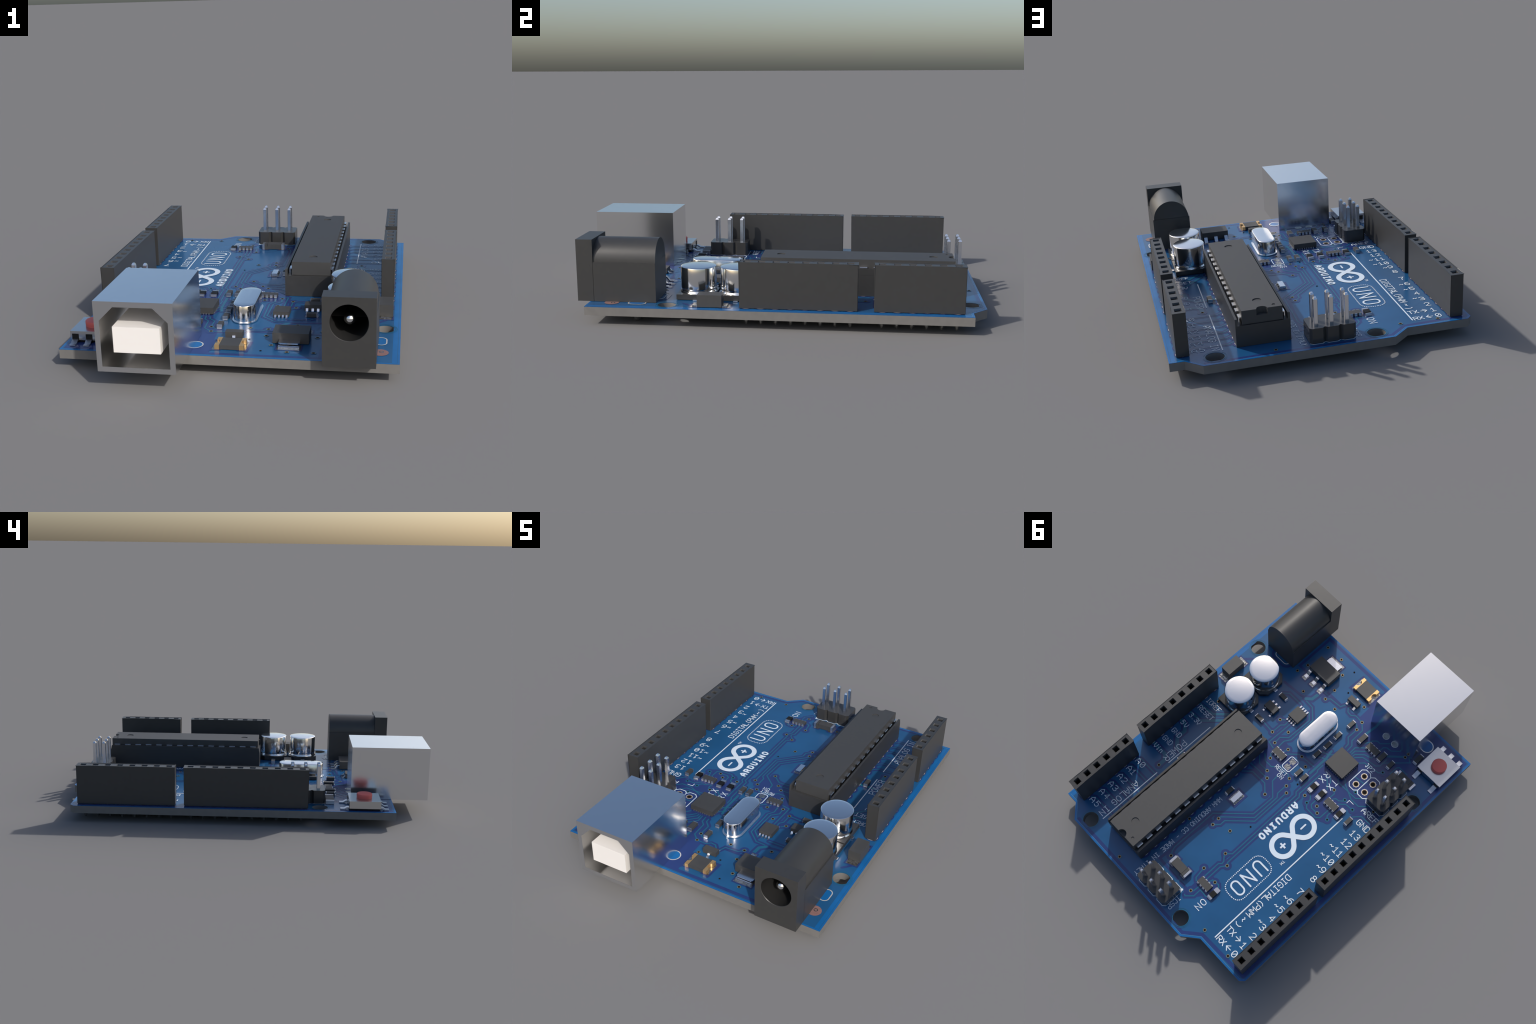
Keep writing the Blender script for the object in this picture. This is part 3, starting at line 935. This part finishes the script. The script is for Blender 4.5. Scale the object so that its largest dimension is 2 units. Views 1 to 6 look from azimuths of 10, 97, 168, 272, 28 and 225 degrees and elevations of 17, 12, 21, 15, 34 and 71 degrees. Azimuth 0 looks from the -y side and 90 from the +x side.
# ------------------------------------------------------------------ capacitors and crystal
def can(bm):
    prof = [(3.2, 1.02), (3.3, 1.08), (3.28, 1.2), (3.12, 1.34), (3.08, 1.5), (3.13, 1.68), (3.17, 1.9), (3.17, 5.5), (3.14, 5.6), (3.06, 5.65)]
    prof += [(3.0 * (1 - k / 6), 5.79 - 0.12 * (1 - k / 6) ** 2) for k in range(7)]
    lathe(bm, 0, 0, prof, 64)


def can_base(bm):
    h, c = 3.4, 1.3
    prism(bm, [(-h, -h), (h, -h), (h, h - c), (h - c, h), (-h + c, h), (-h, h - c)], 0.1, 1.05, 0.05, 1)


def can_tabs(bm):
    box(bm, -0.4, 0.4, 2.9, 3.85, 0.06, 0.25, 0.02)
    box(bm, -0.4, 0.4, -3.85, -2.9, 0.06, 0.25, 0.02)


CAN = None
for x in (18.35, 25.5):
    if CAN is None:
        c = simple("capacitor", M_CAN, can, None, loc(x, 9.15), 40)
        b = simple("base_plate", M_GLOSSBLACK, can_base, c)
        t = simple("solder_tab", M_LEAD, can_tabs, c)
        CAN = (c.data, b.data, t.data)
    else:
        c = link("capacitor", CAN[0], None, loc(x, 9.15))
        link("base_plate", CAN[1], c)
        link("solder_tab", CAN[2], c)


def crystal_can(bm):
    prism(bm, stadium(15.7, 21.95, 26.25, 2.16), 0.08, 0.24, 0.06, 2)
    xa, xb, cy, r = 15.7, 21.95, 26.25, 1.9
    prof = [(r, 0.2), (r, 3.05), (r - 0.03, 3.12), (r - 0.1, 3.16)] + [(r * q, 3.25 - 0.08 * q * q) for q in (0.88, 0.7, 0.45, 0.2)]
    rows = [[bm.verts.new(rel(x, y, z)) for x, y in stadium(xa, xb, cy, q)] for q, z in prof]
    n = len(rows[0])
    for a, b in zip(rows, rows[1:]):
        for i in range(n):
            bm.faces.new((a[i], a[(i + 1) % n], b[(i + 1) % n], b[i]))
    bm.faces.new(rows[-1])


simple("crystal", M_CAN, crystal_can, None, loc(0, 0, 0), 40)

# ------------------------------------------------------------------ small surface-mount parts
def gull(bm, x, y, dx, dy, reach, w, z, t=0.14, mat=0):
    """Bent lead from a package side at height z down to the board, heading (dx, dy)."""
    sec = [(-0.1, z), (0.28 * reach, z), (0.58 * reach, t + 0.06), (reach, t + 0.06), (reach, 0.06), (0.5 * reach, 0.06), (0.2 * reach, z - t), (-0.1, z - t)]
    nx, ny = -dy, dx
    a = [bm.verts.new(rel(x + dx * d - nx * w / 2, y + dy * d - ny * w / 2, h)) for d, h in sec]
    b = [bm.verts.new(rel(x + dx * d + nx * w / 2, y + dy * d + ny * w / 2, h)) for d, h in sec]
    n = len(sec)
    for i in range(n):
        bm.faces.new((a[i], a[(i + 1) % n], b[(i + 1) % n], b[i]))
    bm.faces.new(a[::-1])
    bm.faces.new(b)


def package(name, x0, x1, y0, y1, z0, z1, leads, mat=None, bevel=0.08, taper=0.0):
    cx, cy = (x0 + x1) / 2, (y0 + y1) / 2
    body = simple(name, mat or M_CHIP, lambda bm: box(bm, x0 - cx, x1 - cx, y0 - cy, y1 - cy, z0, z1, bevel), None, loc(cx, cy))
    if leads:
        def mk(bm):
            for x, y, dx, dy, reach, w, z in leads:
                gull(bm, x - cx, y - cy, dx, dy, reach, w, z)
        simple("lead", M_LEAD, mk, body)
    return body


# voltage regulator with its heat tab
reg = package("regulator", 5.9, 9.55, 14.2, 20.0, 0.12, 1.85, [(9.55, y, 1, 0, 1.9, 0.75, 0.95) for y in (14.8, 17.1, 19.4)], bevel=0.1)
simple("heat_tab", M_LEAD, lambda bm: (prism(bm, [(4.3, 15.75), (4.55, 15.5), (6.0, 15.5), (6.0, 18.85), (4.55, 18.85), (4.3, 18.6)], 0.62, 0.85, 0.03, 1),
                                       box(bm, 4.0, 4.45, 15.5, 18.85, 0.06, 0.5, 0.05)), reg, rel(-7.725, -17.1))

# resettable fuse: dark slab with scalloped gold ends
fuse = simple("fuse", M_CHIP, lambda bm: box(bm, -1.62, 1.62, -1.62, 1.62, 0.1, 0.80, 0.05), None, loc(4.12, 26.35))


def fuse_ends(bm):
    for s in (-1, 1):
        notch = [(0.72 * math.cos(t), s * 2.32 - s * 0.6 * math.sin(t)) for t in [math.pi * i / 10 for i in range(11)]]
        pts = [(-1.66, s * 1.60), (1.66, s * 1.60), (1.66, s * 2.32)] + notch + [(-1.66, s * 2.32)]
        prism(bm, pts, 0.08, 0.83)


simple("gold_end", M_FUSEGOLD, fuse_ends, fuse)

package("transistor", 7.42, 8.66, 25.1, 27.95, 0.12, 1.1, [(7.45, 26.5, -1, 0, 0.75, 0.5, 0.55), (8.63, 25.55, 1, 0, 0.85, 0.5, 0.55), (8.63, 27.5, 1, 0, 0.85, 0.5, 0.55)])
package("voltage_converter", 21.05, 22.8, 13.8, 16.65, 0.12, 1.2,
        [(21.08, y, -1, 0, 0.8, 0.42, 0.6) for y in (14.25, 15.2, 16.2)] + [(22.77, y, 1, 0, 0.8, 0.42, 0.6) for y in (14.25, 16.2)])
package("amplifier_chip", 17.62, 20.52, 18.95, 21.7, 0.12, 1.0,
        [(17.65, y, -1, 0, 0.9, 0.34, 0.5) for y in (19.32, 19.97, 20.62, 21.27)] + [(20.49, y, 1, 0, 0.9, 0.34, 0.5) for y in (19.32, 19.97, 20.62, 21.27)])

bridge = package("bridge_chip", 17.5, 22.5, 32.2, 37.2, 0.18, 1.3, [], bevel=0.04)


def bridge_pads(bm):
    for i in range(8):
        o = -1.75 + 0.5 * i
        for x0, x1, y0, y1 in ((o - .13, o + .13, 2.3, 2.62), (o - .13, o + .13, -2.62, -2.3), (2.3, 2.62, o - .13, o + .13), (-2.62, -2.3, o - .13, o + .13)):
            box(bm, x0, x1, y0, y1, 0.05, 0.26, 0.0)


simple("lead", M_TERM, bridge_pads, bridge)["kind"] = "stuff"

# large rectifier and the two flat diodes
rect_d = package("diode", 19.45, 23.7, 1.35, 3.78, 0.1, 2.2, [], bevel=0.04)
simple("terminal", M_TIN, lambda bm: (box(bm, -3.0, -2.0, -0.9, 0.9, 0.08, 0.3, 0.03), box(bm, 2.0, 3.0, -0.9, 0.9, 0.08, 0.3, 0.03)), rect_d)


def flat_diode(x0, x1, y0, y1, h):
    d = package("diode", x0, x1, y0 + 0.55, y1 - 0.5, 0.1, h, [], bevel=0.05)
    L = (y1 - y0) / 2
    w = (x1 - x0) / 2
    simple("terminal", M_TERM, lambda bm: (box(bm, -w, w, -L, -L + 0.52, 0.08, h - 0.06, 0.06), box(bm, -w, w, L - 0.48, L, 0.08, h - 0.06, 0.06)), d)
    simple("cathode_band", M_LEDBLACK, lambda bm: box(bm, -w - .005, w + .005, L - 1.12, L - 1.04, h - 0.5, h + 0.006, 0.0), d)


flat_diode(58.4, 60.2, 25.6, 30.3, 1.2)
flat_diode(12.2, 13.95, 44.15, 48.7, 1.0)


def chip_meshes(length, width, h, body_mat):
    bm = bmesh.new()
    box(bm, -length / 2 + 0.12, length / 2 - 0.12, -width / 2, width / 2, 0.1, h, 0.03)
    tm = bmesh.new()
    for s in (-1, 1):
        a, b = sorted((s * (length / 2), s * (length / 2 - 0.14)))
        box(tm, a, b, -width / 2 - 0.01, width / 2 + 0.01, 0.06, h + 0.012, 0.03)
        a, b = sorted((s * (length / 2), s * (length / 2 + 0.14)))
        box(tm, a, b, -width / 2 + 0.04, width / 2 - 0.04, 0.055, 0.16, 0.03)
    return to_mesh(bm, "chip_resistor", body_mat), to_mesh(tm, "terminal", M_TERM)


SMALL, LARGE = chip_meshes(1.95, 0.86, 0.75, M_CHIP), chip_meshes(2.4, 1.02, 0.72, M_CHIP)
CHIPS = [(12.15, 29.75, 0, 0), (16.1, 29.6, 0, 0), (19.2, 29.68, 0, 0), (22.25, 29.55, 0, 0), (12.72, 33.7, 0, 1), (12.72, 39.48, 0, 1), (12.7, 41.95, 0, 0),
         (7.5, 45.14, 0, 1), (27.92, 29.82, 0, 0), (27.93, 31.42, 0, 0), (27.9, 44.5, 0, 0), (41.15, 22.85, 0, 0),
         (18.3, 15.08, 1, 0), (25.43, 15.12, 1, 0), (43.36, 10.35, 0, 0)]
for x, y, turn, big in CHIPS:
    b, t = LARGE if big else SMALL
    o = link("chip_resistor", b, None, loc(x, y))
    link("terminal", t, o)
    pad_l = 1.25 if big else 1.0
    if turn:
        o.rotation_euler = (0, 0, math.pi / 2)


def array_meshes():
    bm = bmesh.new()
    box(bm, -0.74, 0.74, -1.5, 1.5, 0.1, 0.6, 0.04)
    tm = bmesh.new()
    for i in range(4):
        c = -1.2 + 0.8 * i
        for s in (-1, 1):
            a, b = sorted((s * 0.72, s * 0.80))
            box(tm, a, b, c - 0.24, c + 0.24, 0.06, 0.605, 0.03)
            a, b = sorted((s * 0.79, s * 0.96))
            box(tm, a, b, c - 0.22, c + 0.22, 0.05, 0.2, 0.04)
    return to_mesh(bm, "resistor_array", M_CHIP), to_mesh(tm, "terminal", M_TERM)


ARRAY = array_meshes()
for x, y in ((27.94, 23.92), (12.87, 36.93), (27.9, 39.5), (58.05, 33.9)):
    o = link("resistor_array", ARRAY[0], None, loc(x, y))
    link("terminal", ARRAY[1], o)


def lamp_meshes():
    bm = bmesh.new()
    box(bm, -0.72, 0.55, -0.55, 0.55, 0.08, 0.62, 0.06)
    tm = bmesh.new()
    box(tm, 0.5, 1.3, -0.55, 0.55, 0.06, 0.5, 0.05)
    box(tm, -1.1, -0.68, -0.55, 0.55, 0.06, 0.5, 0.05)
    box(tm, 1.3, 1.5, -0.5, 0.5, 0.05, 0.2, 0.05)
    box(tm, -1.32, -1.1, -0.5, 0.5, 0.05, 0.2, 0.05)
    return to_mesh(bm, "indicator_lamp", M_LEDBLACK), to_mesh(tm, "terminal", M_TERM)


LAMP = lamp_meshes()
for x, y, flip in ((27.85, 34.22, 0), (27.8, 36.53, 0), (28.05, 42.13, 1), (58.15, 36.56, 1)):
    o = link("indicator_lamp", LAMP[0], None, loc(x, y))
    link("terminal", LAMP[1], o)
    if flip:
        o.rotation_euler = (0, 0, math.pi)

# ceramic resonator with a metal lid
reso = simple("resonator", M_CAN, lambda bm: box(bm, -1.32, 1.32, -0.53, 0.53, 0.1, 0.62, 0.06), None, loc(41.06, 24.83))
simple("terminal", M_TIN, lambda bm: [box(bm, c - 0.16, c + 0.16, s * 0.62 - 0.12, s * 0.62 + 0.12, 0.06, 0.4, 0.03) for c in (-0.95, 0, 0.95) for s in (-1, 1)], reso)

# ------------------------------------------------------------------ reset button
def button_cover(bm):
    box(bm, -3.17, 3.17, -3.17, 3.17, 0.45, 1.96, 0.1, segs=2)


btn = simple("reset_button", M_COVER, button_cover, None, loc(6.17, 49.4), 30)
simple("button_base", M_LEDBLACK, lambda bm: (box(bm, -3.0, 3.0, -2.95, 2.95, 0.08, 0.5, 0.03),
                                              [box(bm, s * 3.0 - 0.22, s * 3.0 + 0.22, c - 0.55, c + 0.55, 0.25, 1.5, 0.0) for s, c in ((-1, -2.28), (-1, 0.0), (-1, 2.3), (1, -2.28), (1, 2.25))]), btn)
simple("plunger", M_RED, lambda bm: lathe(bm, 0, 0, [(1.56, 1.8), (1.56, 2.25), (1.58, 2.27), (1.58, 2.68), (1.5, 2.8), (1.3, 2.83), (0, 2.83)]), btn)


def button_leads(bm):
    for dy in (-2.28, 0.0, 2.3):
        gull(bm, -3.1, dy, -1, 0, 1.75, 0.95, 0.62, 0.22)
    for dy in (-2.28, 2.25):
        gull(bm, 3.1, dy, 1, 0, 1.85, 0.95, 0.62, 0.22)


simple("lead", M_TERM, button_leads, btn)

# ------------------------------------------------------------------ solder points on the underside
def tip(bm, x, y, r0=0.55, z1=-3.05):
    lathe(bm, x, y, [(r0 * 1.25, -1.55), (r0 * 0.85, -2.2), (r0 * 0.3, z1 + 0.06), (0, z1)], 12)


def all_tips(bm):
    for x, p, n, y in PITCH_ROWS[:2] + [(19.03, 2.503, 10, 50.86), (45.56, 2.53, 8, 50.86)]:
        for i in range(n):
            tip(bm, x + i * p, y)
    for x in LEG_X:
        tip(bm, x, 12.55)
        tip(bm, x, 20.2)
    for gx in (-1.06, 1.06):
        for k in (-1, 0, 1):
            tip(bm, 64.57 + gx, 27.72 + k * 2.71)
            tip(bm, 18.17 + k * 2.71, 46.08 + gx)
    for x, y in [(8.5, 36.71), (8.5, 39.25), (6.5, 36.71), (6.5, 39.25), (20.9, 26.35), (16.9, 26.35)]:
        tip(bm, x, y)
    # blobs under the jack and the USB shield legs reach lowest
    for x, y, r in ((8.4, 3.6, 1.1), (11.6, 8.0, 1.2), (5.6, 7.4, 1.2), (3.92, 44.36, 1.2), (4.05, 32.22, 1.2)):
        lathe(bm, x, y, [(r, -1.55), (r * 0.93, -2.3), (r * 0.7, -2.9), (r * 0.35, -3.22), (0, -ZT / S)], 20)


tips = simple("solder_point", M_TIN, all_tips, None, loc(0, 0, 0), 40)
tips["kind"] = "stuff"
